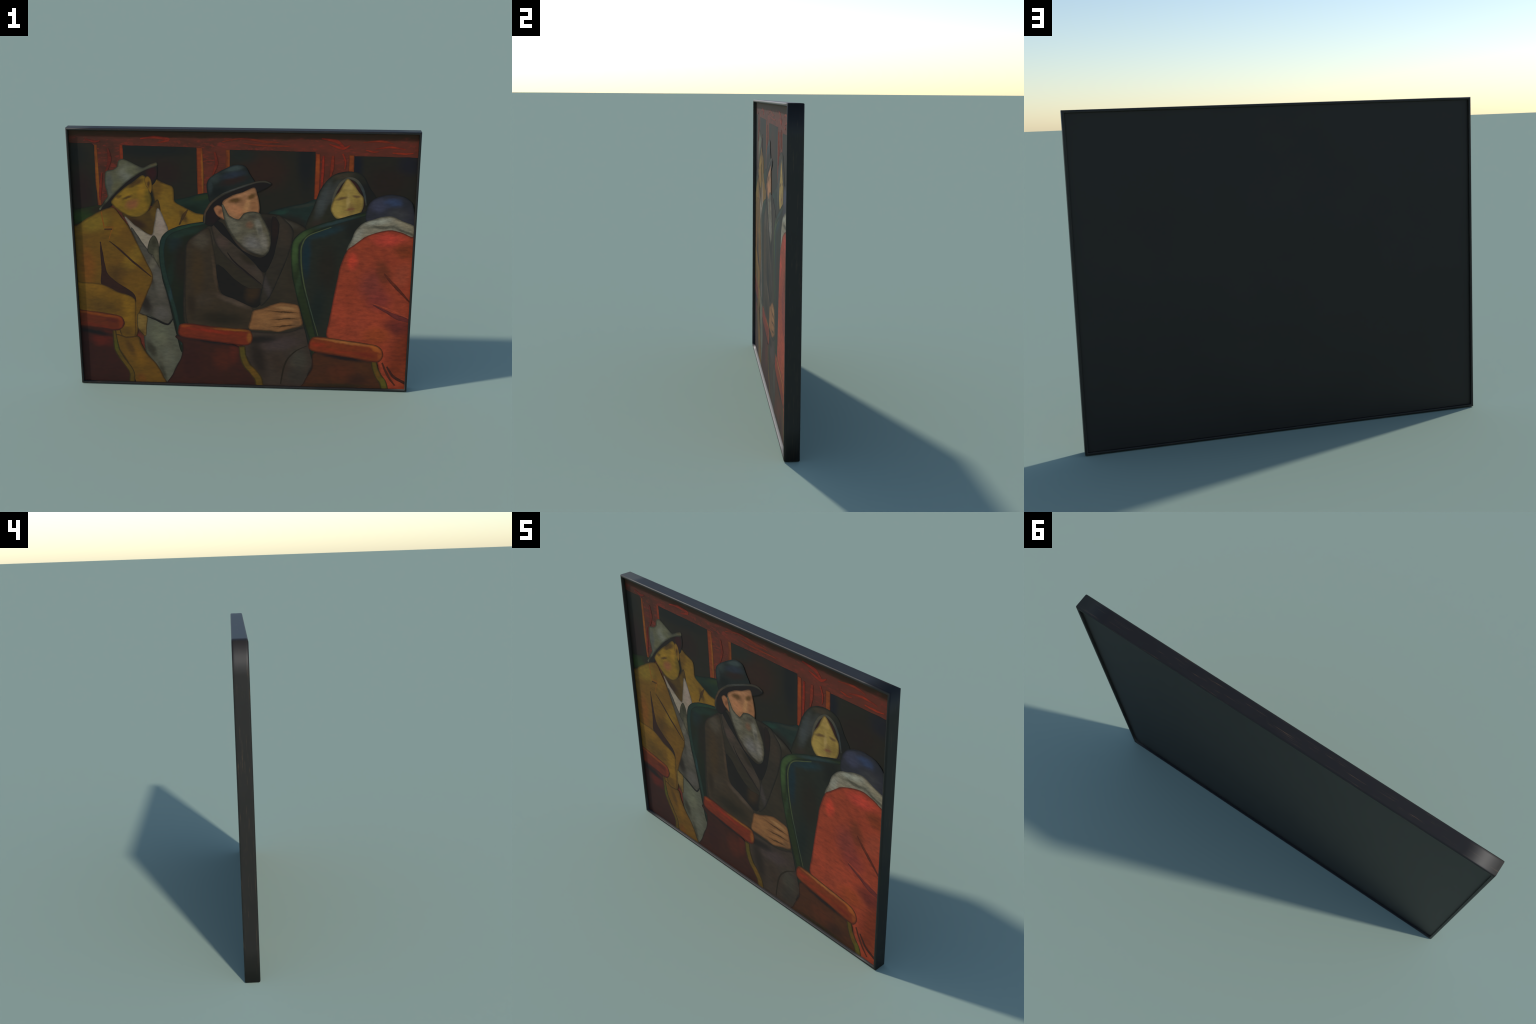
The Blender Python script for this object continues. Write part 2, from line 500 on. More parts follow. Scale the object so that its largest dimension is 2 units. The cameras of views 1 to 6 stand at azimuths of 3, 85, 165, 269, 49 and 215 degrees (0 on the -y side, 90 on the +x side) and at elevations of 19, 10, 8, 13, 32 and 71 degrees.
shape('painted_face', '#726434', [(151.2, 114.5), (152.9, 120.8), (156.3, 126.0), (159.8, 132.5), (163.5, 128.9), (166.3, 125.0), (169.0, 121.4), (169.0, 116.0), (166.6, 111.2), (162.3, 108.8), (157.9, 108.3), (153.7, 110.0)],
      tones=[(160.5, 128.8, 2.7, 3.78, 0, '#7e6f3e', 0.9), (154.4, 114.6, 3.27, 4.91, 0, '#80723b', 0.7), (166.3, 117.1, 2.62, 4.9, 0, '#65572c', 0.9), (160.8, 119.3, 1.31, 4.9, 0, '#807245', 0.8), (162.6, 114.7, 1.96, 4.36, 0, '#4e3b29', 0.5), (157.0, 121.2, 3.67, 0.97, 15, '#4c3d29', 0.9), (165.6, 122.5, 2.59, 0.97, -10, '#4c3d29', 0.9), (162.1, 114.7, 2.62, 0.87, 10, '#5b3d2b', 0.8), (159.0, 109.9, 4.36, 1.53, 0, '#85703d', 0.6)],
      grain=0.19, contour=0.39)
shape('painted_coat', '#5b481d', [(47.6, 130.6), (53.9, 128.5), (59.4, 126.3), (60.3, 122.0), (60.7, 117.4), (66.2, 114.1), (72.8, 110.7), (78.4, 109.4), (78.8, 103.9), (68.2, 101.3), (57.4, 98.8), (53.1, 103.4), (50.6, 112.6)],
      tones=[(50.4, 124.1, 3.33, 7.77, -15, '#433419', 0.7), (56.2, 115.0, 3.92, 8.96, 15, '#5e4c1f', 0.8), (70.6, 108.9, 6.66, 2.78, -15, '#66501e', 0.8), (66.1, 108.3, 2.0, 4.44, 25, '#342914', 0.8), (59.2, 103.5, 4.48, 4.48, 0, '#67501d', 0.7)],
      grain=0.19, contour=0.33)
ribbon('painted_fold', '#382b14', [(68.4, 113.0), (66.1, 109.4), (63.2, 103.6)], [0.44, 1.79, 0.67],
      grain=0.28)
shape('painted_neck', '#3d3118', [(30.3, 109.9), (38.1, 107.7), (46.1, 112.5), (50.8, 118.4), (52.2, 111.5), (49.7, 103.3), (47.0, 96.8), (40.0, 100.8), (32.9, 105.3)],
      tones=[(37.9, 104.2, 6.78, 2.83, -20, '#2b2014', 0.9), (48.3, 111.4, 2.24, 6.72, 10, '#493a1b', 0.8)],
      grain=0.19, contour=0.26)
shape('painted_hat', '#201d16', [(16.7, 111.7), (21.8, 119.0), (31.1, 128.3), (40.3, 134.7), (47.0, 137.8), (51.0, 138.8), (51.3, 133.7), (48.9, 128.0), (41.0, 123.9), (28.4, 118.0), (21.4, 112.6)],
      tones=[(48.0, 134.2, 3.3, 4.4, 0, '#2b1b18', 0.9)],
      grain=0.19, contour=0.2)
shape('painted_face', '#604f1e', [(24.1, 116.2), (26.9, 120.2), (32.7, 125.5), (37.8, 129.0), (43.0, 132.5), (45.8, 128.6), (46.3, 122.9), (47.2, 118.3), (46.2, 114.3), (43.6, 110.4), (39.8, 108.2), (34.7, 108.3), (29.4, 111.1)],
      tones=[(33.0, 120.9, 3.36, 3.36, 0, '#725c21', 0.9), (41.5, 123.9, 2.44, 5.0, -15, '#6f571f', 0.9), (38.9, 128.4, 5.55, 1.78, 25, '#3a2c1a', 0.9), (27.3, 117.9, 2.8, 2.8, 0, '#6f5924', 0.6), (36.1, 115.6, 4.48, 2.91, 25, '#67442c', 0.95), (33.5, 119.7, 3.36, 1.01, 22, '#342714', 0.85), (36.6, 126.6, 3.11, 0.89, 22, '#423419', 0.8), (28.3, 120.0, 2.02, 0.9, 25, '#423419', 0.8), (46.3, 118.3, 2.78, 6.66, 10, '#4b4119', 0.8), (40.4, 109.2, 6.72, 1.79, 10, '#5e4f21', 0.7)],
      grain=0.19, contour=0.39)
shape('painted_ear', '#5e491e', [(44.1, 130.8), (45.7, 132.2), (47.2, 130.6), (47.9, 126.3), (47.1, 122.7), (45.7, 125.1), (44.4, 127.4)],
      tones=[(46.2, 128.0, 0.89, 2.22, 0, '#3a2c17', 0.9)],
      grain=0.19, contour=0.26)
shape('painted_hat', '#46493a', [(16.7, 111.7), (19.8, 116.7), (22.3, 120.2), (21.2, 125.9), (21.1, 131.5), (22.1, 134.7), (26.0, 135.7), (28.5, 137.7), (29.3, 140.9), (31.6, 142.0), (36.1, 140.2), (41.5, 137.7), (43.7, 137.3), (47.1, 138.9), (50.6, 140.2), (51.0, 138.8), (45.9, 137.0), (40.3, 134.1), (33.4, 129.2), (26.4, 122.5), (21.7, 117.3)],
      tones=[(33.6, 134.0, 5.0, 5.0, 0, '#565a4f', 0.9), (23.3, 127.0, 2.44, 7.77, 0, '#3c403c', 0.8), (37.0, 135.2, 5.5, 2.86, -20, '#4b4e3a', 0.8), (27.7, 126.0, 4.44, 2.22, 40, '#4a4a36', 0.8), (41.5, 136.9, 4.4, 1.32, 20, '#3b3d34', 0.7), (19.3, 114.3, 2.24, 3.36, 0, '#2c2a21', 0.9), (49.3, 139.3, 2.2, 1.1, 0, '#45402c', 0.8)],
      grain=0.19, contour=0.33)
shape('painted_shirt', '#6b6659', [(31.5, 107.6), (36.7, 103.0), (46.4, 96.8), (48.6, 103.3), (50.8, 113.2), (53.8, 108.0), (56.4, 99.7), (54.3, 95.2), (51.5, 89.2), (51.7, 79.6), (46.2, 83.1), (39.6, 91.3)],
      tones=[(52.5, 104.5, 2.49, 6.78, 0, '#736d64', 0.8), (41.0, 96.1, 5.65, 4.52, -40, '#736f5f', 0.8), (47.7, 93.9, 1.81, 3.39, 0, '#68615b', 0.6)],
      grain=0.19, contour=0.26)
shape('painted_waistcoat', '#3c3b34', [(34.9, 100.7), (40.8, 92.5), (45.1, 86.1), (49.4, 79.6), (52.1, 73.6), (54.6, 60.2), (57.6, 44.2), (54.5, 40.6), (48.2, 43.3), (37.9, 46.8), (39.4, 57.4), (45.1, 69.8)],
      tones=[(47.2, 79.5, 2.28, 6.84, -30, '#555345', 0.7), (50.2, 67.5, 3.45, 10.35, 10, '#4a4941', 0.8), (41.6, 53.7, 3.48, 6.96, 20, '#221e18', 0.9), (50.7, 47.7, 5.8, 4.64, 0, '#45443f', 0.8), (44.0, 71.0, 1.61, 6.9, 25, '#28241d', 0.8)],
      grain=0.19, contour=0.26)
shape('painted_necktie', '#37372c', [(44.2, 86.9), (45.1, 92.6), (47.3, 96.2), (48.7, 96.2), (50.5, 91.5), (51.2, 84.4), (51.4, 76.0), (49.4, 79.6), (47.1, 84.3)],
      tones=[(48.2, 92.7, 1.81, 3.39, 0, '#2c2c23', 0.9), (49.0, 84.4, 1.37, 4.56, 0, '#484738', 0.8)],
      grain=0.19, contour=0.2)
shape('painted_trousers', '#43463b', [(41.3, 45.6), (48.2, 43.2), (54.5, 40.3), (57.5, 43.5), (60.2, 32.9), (63.0, 20.1), (58.4, 10.9), (56.5, -0.9), (50.3, -1.1), (46.6, 13.2), (41.0, 22.1), (40.2, 32.3)],
      tones=[(49.1, 33.8, 5.85, 8.19, 10, '#4d5142', 0.9), (44.0, 23.5, 2.6, 7.08, 25, '#2d2c24', 0.9), (54.5, 18.6, 3.54, 8.26, 10, '#4a4e43', 0.8), (50.6, 8.1, 2.14, 7.14, 15, '#2c2b23', 0.8)],
      grain=0.19, contour=0.39)
ribbon('painted_fold', '#1e1c15', [(37.9, 47.1), (46.5, 43.6), (54.4, 40.3), (58.1, 44.2)], [0.46, 1.04, 1.17, 0.58],
      grain=0.19)
shape('painted_coat', '#513e19', [(-2.1, 97.6), (2.7, 101.8), (9.8, 106.6), (17.8, 111.1), (24.8, 113.1), (29.1, 107.6), (32.8, 102.4), (37.4, 92.5), (42.6, 80.6), (46.4, 70.8), (42.4, 59.9), (37.3, 46.8), (33.9, 30.9), (17.2, 30.4), (-5.6, 43.7)],
      tones=[(13.1, 103.7, 10.17, 5.65, 20, '#5e5120', 0.9), (6.9, 76.2, 5.75, 12.65, 0, '#5c3b1b', 0.8), (34.7, 81.7, 4.56, 12.54, -35, '#604e1e', 0.8), (27.8, 69.4, 10.44, 8.7, -25, '#3d2f16', 0.95), (34.1, 67.1, 8.05, 6.9, -30, '#5a441a', 0.6), (27.7, 102.9, 4.52, 7.91, -30, '#5c481b', 0.7), (3.2, 90.5, 2.85, 22.8, 0, '#493a16', 0.6), (39.3, 54.9, 3.48, 6.96, 15, '#4f391a', 0.7)],
      grain=0.19, contour=0.33)
shape('painted_fold', '#2b1f16', [(16.0, 92.0), (17.0, 88.5), (18.0, 80.1), (19.4, 72.8), (24.8, 66.9), (33.8, 61.0), (35.9, 56.7), (34.6, 53.5), (24.5, 59.5), (15.5, 64.8), (15.9, 76.4)],
      tones=[(32.5, 58.5, 4.64, 3.48, -25, '#261e14', 0.8)],
      grain=0.28)
ribbon('painted_fold', '#2c2114', [(21.5, 92.7), (27.0, 88.1), (34.6, 80.5), (40.2, 75.8), (45.7, 70.8)], [0.34, 1.03, 1.15, 1.03, 0.46],
      grain=0.19)
ribbon('painted_fold', '#6a411a', [(17.7, 110.8), (18.4, 105.0), (18.8, 101.5)], [0.45, 0.68, 0.56],
      grain=0.19)
ribbon('painted_fold', '#66441b', [(18.6, 101.2), (22.0, 101.3), (24.2, 101.2), (22.7, 98.1), (21.3, 93.3)], [0.56, 0.79, 0.68, 0.57, 0.46],
      grain=0.19)
ribbon('painted_fold', '#3a2814', [(19.0, 99.9), (23.6, 100.0)], [0.68, 0.9],
      grain=0.19)
shape('painted_sleeve', '#55411a', [(-4.1, 67.4), (2.8, 66.3), (15.5, 65.2), (24.5, 60.7), (34.8, 56.4), (35.0, 44.8), (34.0, 31.6), (26.7, 31.9), (21.3, 41.9), (-5.5, 46.3)],
      tones=[(7.3, 64.0, 12.76, 3.48, -12, '#61491d', 0.8), (31.0, 49.7, 4.06, 12.76, 0, '#644d1c', 0.9), (15.9, 50.6, 12.87, 5.85, -10, '#423419', 0.8), (29.1, 34.5, 5.9, 3.54, 0, '#443519', 0.8)],
      grain=0.19, contour=0.33)
shape('painted_hand', '#584a28', [(36.7, 46.6), (39.6, 45.9), (42.0, 44.7), (41.4, 38.7), (40.8, 32.6), (38.3, 34.8), (36.4, 38.6)],
      tones=[(38.9, 42.4, 2.09, 4.64, 0, '#5f502b', 0.8), (38.0, 34.8, 2.93, 2.34, 0, '#3a3019', 0.8)],
      grain=0.19, contour=0.39)
shape('painted_coat', '#4c3a19', [(22.6, 32.5), (29.0, 31.0), (36.1, 31.4), (37.6, 26.5), (41.5, 19.5), (47.2, 12.5), (50.5, 5.5), (51.7, -1.1), (32.3, -1.7), (31.8, 7.5), (28.3, 16.5), (22.8, 25.4)],
      tones=[(35.6, 19.3, 4.72, 9.44, 30, '#59421a', 0.9), (31.1, 24.4, 2.36, 7.08, 25, '#3c2e14', 0.8), (44.6, 6.6, 5.95, 7.14, 20, '#513d18', 0.8), (37.3, 3.7, 3.0, 3.6, 0, '#543517', 0.6)],
      grain=0.19, contour=0.52)
shape('painted_panel', '#2d1e15', [(-3.6, 38.7), (21.0, 35.6), (21.4, 25.4), (24.8, 16.4), (29.8, 8.8), (31.1, -1.7), (-6.3, -2.9)],
      tones=[(13.5, 29.0, 7.14, 4.16, -10, '#452016', 0.8), (17.2, 31.7, 4.72, 4.72, 30, '#402015', 0.7), (1.1, 19.6, 6.0, 21.6, 0, '#281a14', 0.6), (21.7, 3.2, 8.4, 6.0, 0, '#2a1e18', 0.6), (10.3, 34.0, 12.98, 1.89, -10, '#1b1b14', 0.9)],
      grain=0.19, contour=0.39)
ribbon('painted_trim', '#413719', [(21.7, 35.6), (22.1, 29.2), (22.9, 22.8), (26.0, 16.5), (29.9, 10.7), (31.5, 6.2), (30.9, -1.8)], [1.17, 1.89, 2.38, 2.36, 2.38, 2.62, 2.64],
      tones=[(22.8, 25.4, 1.9, 4.76, 0, '#3b3f1b', 0.8), (28.2, 12.6, 3.57, 4.76, 30, '#493b1a', 0.8)],
      grain=0.19, contour=0.52)
shape('painted_armrest', '#492617', [(-5.3, 49.3), (2.3, 48.2), (12.2, 47.0), (22.6, 45.5), (26.5, 44.1), (27.8, 40.6), (26.2, 37.3), (22.7, 35.9), (11.6, 37.4), (-5.9, 39.7)],
      tones=[(12.1, 46.5, 21.24, 1.53, -8, '#613518', 0.95), (25.9, 40.8, 1.87, 4.68, 0, '#5b2c1a', 0.9), (11.7, 38.5, 14.16, 1.18, -8, '#512419', 0.7), (21.3, 41.9, 4.68, 1.64, -8, '#3b1e16', 0.6)],
      grain=0.19, contour=0.52)
shape('painted_seat', '#1f221a', [(51.1, 86.8), (52.4, 94.5), (56.3, 99.3), (66.0, 103.0), (78.3, 105.6), (82.7, 104.0), (80.3, 92.2), (76.3, 55.8), (76.0, 38.4), (66.7, 35.6), (63.1, 22.1), (60.5, 31.6), (56.1, 55.3), (52.6, 70.0)],
      tones=[(60.1, 92.9, 4.48, 6.72, -20, '#1f2828', 0.8), (55.9, 67.6, 2.3, 18.4, -14, '#1e2721', 0.8), (65.9, 98.9, 12.32, 2.46, 14, '#202c25', 0.9), (64.3, 79.9, 5.65, 13.56, 0, '#231e16', 0.7), (62.3, 49.3, 4.64, 13.92, -10, '#1b1f1b', 0.7)],
      grain=0.19, contour=0.39)
ribbon('painted_trim', '#212d27', [(78.9, 105.0), (68.2, 102.9), (59.1, 99.7), (54.2, 95.4), (52.4, 87.4), (53.0, 76.0), (56.3, 61.5), (59.9, 45.5), (62.9, 27.2)], [1.11, 1.79, 2.26, 2.46, 2.51, 2.51, 2.3, 2.09, 1.18],
      tones=[(56.9, 60.3, 1.61, 13.8, -16, '#253435', 0.8), (54.0, 91.6, 1.81, 5.65, 0, '#1f2c2a', 0.7), (68.2, 102.5, 10.08, 1.34, 14, '#233527', 0.8)],
      grain=0.19, contour=0.33)
shape('painted_coat', '#2a2720', [(66.4, 84.8), (68.0, 93.1), (74.3, 98.9), (82.2, 104.2), (90.6, 108.8), (106.1, 110.8), (117.2, 111.0), (126.0, 108.1), (136.6, 102.5), (135.2, 91.0), (133.2, 74.3), (136.9, 56.2), (138.4, 38.8), (106.2, 35.4), (87.6, 36.2), (71.4, 38.2), (64.5, 44.3)],
      tones=[(77.0, 94.5, 6.72, 6.72, -20, '#38342c', 0.9), (125.0, 106.0, 8.8, 2.2, -20, '#35332c', 0.9), (119.6, 81.2, 5.65, 20.34, 12, '#2f2b23', 0.8), (127.7, 63.3, 5.7, 12.54, 0, '#2d2921', 0.7), (97.2, 90.2, 8.96, 3.36, -35, '#38322b', 0.8), (116.1, 104.6, 4.44, 6.66, 0, '#201c18', 0.8)],
      grain=0.19, contour=0.39)
shape('painted_sleeve', '#302a21', [(66.6, 84.8), (68.2, 93.1), (74.3, 98.5), (80.5, 101.6), (83.1, 88.7), (84.9, 76.8), (86.5, 62.3), (94.7, 58.2), (105.9, 52.3), (104.8, 45.4), (103.8, 38.9), (87.6, 38.7), (72.0, 39.3), (65.9, 45.0)],
      tones=[(75.9, 94.4, 5.6, 5.6, -20, '#3b382f', 0.9), (73.2, 74.1, 4.56, 14.82, 0, '#362c1e', 0.8), (83.5, 74.3, 1.13, 12.43, 7, '#3d3328', 0.7), (76.4, 57.1, 6.84, 4.56, 20, '#352f26', 0.8), (94.7, 56.3, 11.5, 2.3, -22, '#40382f', 0.9), (87.7, 45.0, 14.95, 5.18, -5, '#24211a', 0.9), (69.4, 53.2, 2.76, 8.05, 0, '#26211a', 0.7)],
      grain=0.19, contour=0.26)
shape('painted_fold', '#1f1d17', [(84.4, 78.6), (88.1, 78.1), (94.8, 71.0), (103.9, 65.1), (111.3, 64.7), (110.7, 55.5), (106.4, 52.7), (94.7, 58.2), (87.0, 62.3)],
      tones=[(106.1, 62.7, 4.56, 6.84, -20, '#34291d', 0.7)],
      grain=0.22)
shape('painted_collar', '#332e27', [(82.2, 103.4), (86.1, 104.0), (90.5, 99.5), (98.3, 90.2), (106.1, 82.1), (111.8, 75.0), (112.4, 66.8), (103.9, 73.0), (91.5, 83.5), (84.8, 92.3)],
      tones=[(88.2, 93.5, 4.48, 3.36, -40, '#3c332d', 0.9), (106.1, 77.3, 5.65, 3.39, -40, '#37312b', 0.7), (102.8, 83.2, 6.72, 2.24, -40, '#25221a', 0.8)],
      grain=0.19, contour=0.39)
ribbon('painted_fold', '#201c14', [(91.0, 87.1), (94.9, 81.8), (102.7, 74.8), (111.3, 67.5)], [0.45, 0.9, 1.03, 0.45],
      grain=0.19)
shape('painted_collar', '#2b2822', [(119.4, 109.3), (126.1, 106.0), (129.5, 100.2), (127.4, 88.5), (122.0, 74.0), (116.4, 60.5), (111.3, 54.3), (110.7, 57.9), (112.4, 69.0), (115.1, 82.3)],
      tones=[(114.1, 66.6, 2.26, 9.04, 20, '#383432', 0.7), (123.9, 99.0, 4.44, 8.88, 10, '#312c25', 0.8)],
      grain=0.19, contour=0.33)
shape('painted_shirt', '#1e1c17', [(82.8, 105.1), (88.3, 105.2), (98.3, 90.2), (110.6, 84.5), (116.2, 90.6), (117.2, 109.3), (121.6, 104.7), (118.5, 85.9), (112.9, 75.0), (106.1, 82.1), (97.2, 90.2), (88.3, 98.2)],
      tones=[(118.9, 102.4, 2.77, 8.88, 0, '#251e1b', 0.8)],
      grain=0.17)
shape('painted_trousers', '#322c26', [(105.0, 36.6), (115.4, 36.3), (128.1, 37.0), (137.2, 40.0), (139.7, 30.0), (143.2, 18.7), (139.6, 9.5), (138.0, 0.3), (110.9, -0.5), (105.0, 14.9), (99.8, 25.1), (101.5, 32.8)],
      tones=[(122.4, 29.5, 12.76, 4.64, 10, '#38312f', 0.9), (110.8, 31.7, 11.6, 2.55, 8, '#1e1c15', 0.8), (109.7, 18.9, 4.64, 12.76, 15, '#221e17', 0.8), (134.2, 18.4, 5.8, 8.12, 0, '#34332c', 0.9), (122.5, 15.5, 5.85, 8.19, 20, '#2f2821', 0.6), (133.2, 8.0, 6.96, 5.8, 0, '#2d2b26', 0.8)],
      grain=0.19, contour=0.39)
ribbon('painted_fold', '#25211a', [(139.2, 28.5), (132.9, 25.4), (127.7, 20.1), (124.9, 13.0), (123.3, 2.5)], [0.23, 0.69, 0.94, 1.05, 0.7],
      grain=0.19)
shape('painted_hand', '#64492e', [(104.1, 38.9), (105.2, 44.8), (106.7, 50.2), (111.9, 51.8), (117.6, 54.4), (122.7, 56.0), (129.0, 55.5), (133.1, 54.3), (134.6, 48.7), (135.4, 42.2), (129.2, 39.8), (121.7, 37.4), (116.6, 38.0), (110.8, 38.3)],
      tones=[(111.9, 45.6, 4.6, 4.6, 0, '#6b4e31', 0.9), (125.6, 52.8, 6.84, 1.14, -4, '#765c3c', 0.8), (125.1, 50.3, 9.12, 0.57, -2, '#36281b', 0.95), (126.2, 47.9, 6.9, 0.92, 0, '#755839', 0.7), (125.7, 45.7, 8.55, 0.57, 4, '#36281b', 0.95), (126.3, 43.2, 6.84, 0.91, 6, '#735434', 0.7), (125.7, 41.2, 8.62, 0.57, 6, '#36281b', 0.95), (132.6, 42.4, 3.45, 3.45, 0, '#53402c', 0.7)],
      grain=0.19, contour=0.39)
shape('painted_hat', '#1f1c17', [(77.5, 105.6), (78.2, 111.4), (81.8, 117.2), (88.5, 122.5), (98.4, 126.6), (107.2, 129.4), (116.2, 129.8), (114.3, 127.2), (109.4, 124.6), (99.5, 121.5), (92.9, 116.9), (88.4, 110.5), (84.4, 105.2), (81.6, 103.2)],
      tones=[(83.9, 108.6, 3.33, 5.55, 30, '#221915', 0.7)],
      grain=0.19, contour=0.26)
shape('painted_ear', '#755238', [(83.8, 113.8), (85.7, 115.6), (88.2, 114.5), (89.9, 110.5), (89.7, 107.6), (87.3, 108.7), (85.1, 110.4)],
      tones=[(87.3, 112.2, 1.11, 2.22, -30, '#533828', 0.8)],
      grain=0.19, contour=0.33)
shape('painted_face', '#76573c', [(89.0, 117.9), (94.0, 121.4), (100.6, 123.8), (106.8, 126.4), (108.5, 122.3), (109.6, 117.2), (109.2, 111.4), (105.0, 107.9), (97.2, 106.6), (91.7, 108.8), (89.3, 113.3)],
      tones=[(102.8, 115.9, 1.76, 5.5, -15, '#876744', 0.9), (96.2, 113.5, 4.4, 3.3, -20, '#865f41', 0.8), (95.7, 119.0, 4.18, 1.54, 8, '#45341e', 0.95), (105.6, 121.4, 2.83, 1.53, 25, '#45341e', 0.95), (102.8, 111.3, 2.89, 0.89, 5, '#493424', 0.9), (107.2, 116.0, 2.42, 4.4, 0, '#705034', 0.7), (99.5, 122.7, 5.5, 1.32, 15, '#816043', 0.7), (106.1, 110.8, 2.78, 2.22, 0, '#4e3b2a', 0.7)],
      grain=0.19, contour=0.33)
shape('painted_beard', '#48473a', [(88.5, 116.2), (90.1, 113.4), (92.3, 109.4), (97.8, 107.2), (101.1, 110.7), (105.0, 111.9), (109.7, 111.4), (111.9, 107.4), (114.8, 101.7), (116.2, 95.3), (115.1, 88.8), (112.3, 86.2), (108.4, 86.9), (102.8, 89.4), (96.6, 94.9), (92.2, 101.8), (89.7, 108.7)],
      tones=[(95.0, 104.2, 4.44, 6.66, 30, '#515246', 0.8), (106.1, 92.7, 6.72, 5.6, -20, '#555551', 0.8), (109.5, 103.3, 1.78, 6.66, 15, '#616258', 0.8), (106.1, 109.1, 4.0, 2.0, 10, '#3a372f', 0.8), (104.5, 104.4, 2.44, 2.44, 0, '#5b4332', 0.7), (110.6, 99.9, 1.33, 4.44, 15, '#3f3f37', 0.7), (112.8, 94.1, 2.24, 5.6, 10, '#5d5d55', 0.7), (108.4, 88.6, 5.6, 2.02, 0, '#4b4a40', 0.7)],
      grain=0.3, contour=0.46)
shape('painted_hat', '#202321', [(81.6, 118.0), (80.4, 122.3), (79.8, 127.4), (81.8, 132.0), (87.6, 135.8), (94.1, 139.0), (98.0, 139.7), (101.8, 138.7), (104.1, 134.6), (106.8, 129.6), (99.5, 127.0), (91.8, 123.7), (86.3, 120.7)],
      tones=[(95.2, 137.8, 6.54, 1.96, 15, '#313b3a', 0.9), (84.2, 132.6, 4.4, 3.3, 35, '#2c3432', 0.8), (95.2, 133.9, 7.63, 2.4, 15, '#262c35', 0.8), (95.2, 130.5, 8.72, 2.18, 15, '#281f1c', 0.8), (86.3, 123.6, 5.5, 3.3, 20, '#1b1c18', 0.8), (81.4, 126.9, 1.54, 4.4, 0, '#293131', 0.7)],
      grain=0.19, contour=0.26)
ribbon('painted_hat_brim', '#302f28', [(77.9, 105.0), (78.6, 111.4), (82.4, 117.4), (89.1, 122.5), (98.4, 126.6), (107.2, 129.6), (112.7, 130.4), (116.2, 129.3)], [0.67, 1.0, 1.1, 1.1, 0.99, 0.87, 0.87, 0.44],
      tones=[(95.1, 125.4, 11.0, 0.66, 18, '#3a3e3b', 0.8), (80.7, 114.3, 2.22, 6.66, -35, '#423629', 0.7), (109.4, 129.9, 6.54, 0.87, 5, '#343129', 0.6)],
      grain=0.19, contour=0.2)
shape('painted_panel', '#2f1f16', [(59.6, 32.9), (75.9, 32.0), (97.4, 26.5), (98.6, 19.9), (102.7, 12.3), (106.8, 7.2), (108.5, -0.6), (56.2, -2.3), (57.1, 7.0), (62.7, 18.8), (63.5, 27.9)],
      tones=[(87.4, 18.3, 5.9, 8.26, 0, '#412319', 0.7), (94.5, 23.6, 3.51, 8.19, 0, '#432217', 0.7), (68.5, 15.1, 7.08, 10.62, 0, '#2b1c14', 0.6), (81.7, 30.3, 21.06, 2.11, -8, '#1c1a14', 0.9), (103.8, 3.2, 7.08, 3.54, 0, '#2c1e1a', 0.6)],
      grain=0.19, contour=0.39)
ribbon('painted_trim', '#473a1a', [(99.6, 26.6), (100.3, 20.0), (102.7, 14.2), (106.4, 10.1), (109.5, 5.3), (110.4, -0.5)], [3.04, 3.28, 3.51, 3.74, 3.98, 4.01],
      tones=[(100.3, 22.5, 1.87, 4.68, 0, '#3f3d1c', 0.7), (106.2, 9.8, 3.51, 3.51, 0, '#533f1b', 0.8)],
      grain=0.19, contour=0.52)
shape('painted_armrest', '#552717', [(61.6, 38.0), (63.3, 40.5), (69.1, 40.7), (85.3, 38.9), (102.1, 37.8), (105.0, 35.9), (105.7, 32.6), (104.4, 29.3), (100.3, 28.1), (82.9, 30.2), (63.1, 32.9)],
      tones=[(94.6, 38.0, 12.76, 1.04, -4, '#6f481e', 0.95), (104.4, 33.1, 1.86, 3.94, 0, '#663f1e', 0.95), (64.4, 39.9, 4.68, 1.17, 0, '#6f381c', 0.8), (81.8, 36.6, 17.4, 1.16, -6, '#662619', 0.8), (84.1, 31.6, 18.56, 1.16, -7, '#4f2518', 0.7)],
      grain=0.19, contour=0.52)
shape('painted_seat', '#232520', [(128.7, 88.5), (130.1, 95.6), (136.1, 101.3), (152.5, 107.1), (171.4, 113.5), (175.4, 108.1), (170.5, 94.1), (162.5, 70.2), (156.9, 33.0), (147.8, 31.5), (143.2, 18.7), (139.7, 30.0), (133.5, 57.3), (130.4, 74.2)],
      tones=[(137.5, 86.3, 2.89, 14.43, 0, '#1c282d', 0.9), (148.2, 100.6, 12.21, 2.66, 18, '#1f2c2f', 0.9), (150.0, 78.3, 6.66, 15.54, 0, '#24201a', 0.7), (143.9, 51.4, 4.52, 16.95, -10, '#1d2220', 0.7), (165.8, 103.3, 6.54, 8.72, 0, '#1d1d18', 0.8)],
      grain=0.19, contour=0.39)
ribbon('painted_trim', '#242b1d', [(171.5, 112.0), (161.2, 109.2), (148.1, 105.0), (137.8, 100.4), (132.0, 94.5), (130.8, 86.2), (132.1, 73.1), (135.5, 58.6), (139.5, 43.9), (143.2, 28.9), (142.7, 19.9)], [1.51, 2.18, 2.64, 3.08, 3.77, 4.22, 4.75, 5.02, 4.56, 3.22, 1.16],
      tones=[(133.9, 98.0, 6.66, 4.44, 35, '#324228', 0.95), (130.5, 87.4, 2.46, 10.08, 0, '#324428', 0.9), (154.7, 106.8, 13.08, 1.53, 16, '#273435', 0.9), (133.3, 69.5, 1.58, 15.82, -12, '#293625', 0.7), (138.3, 42.6, 2.76, 12.65, -14, '#24291b', 0.8)],
      grain=0.19, contour=0.33)
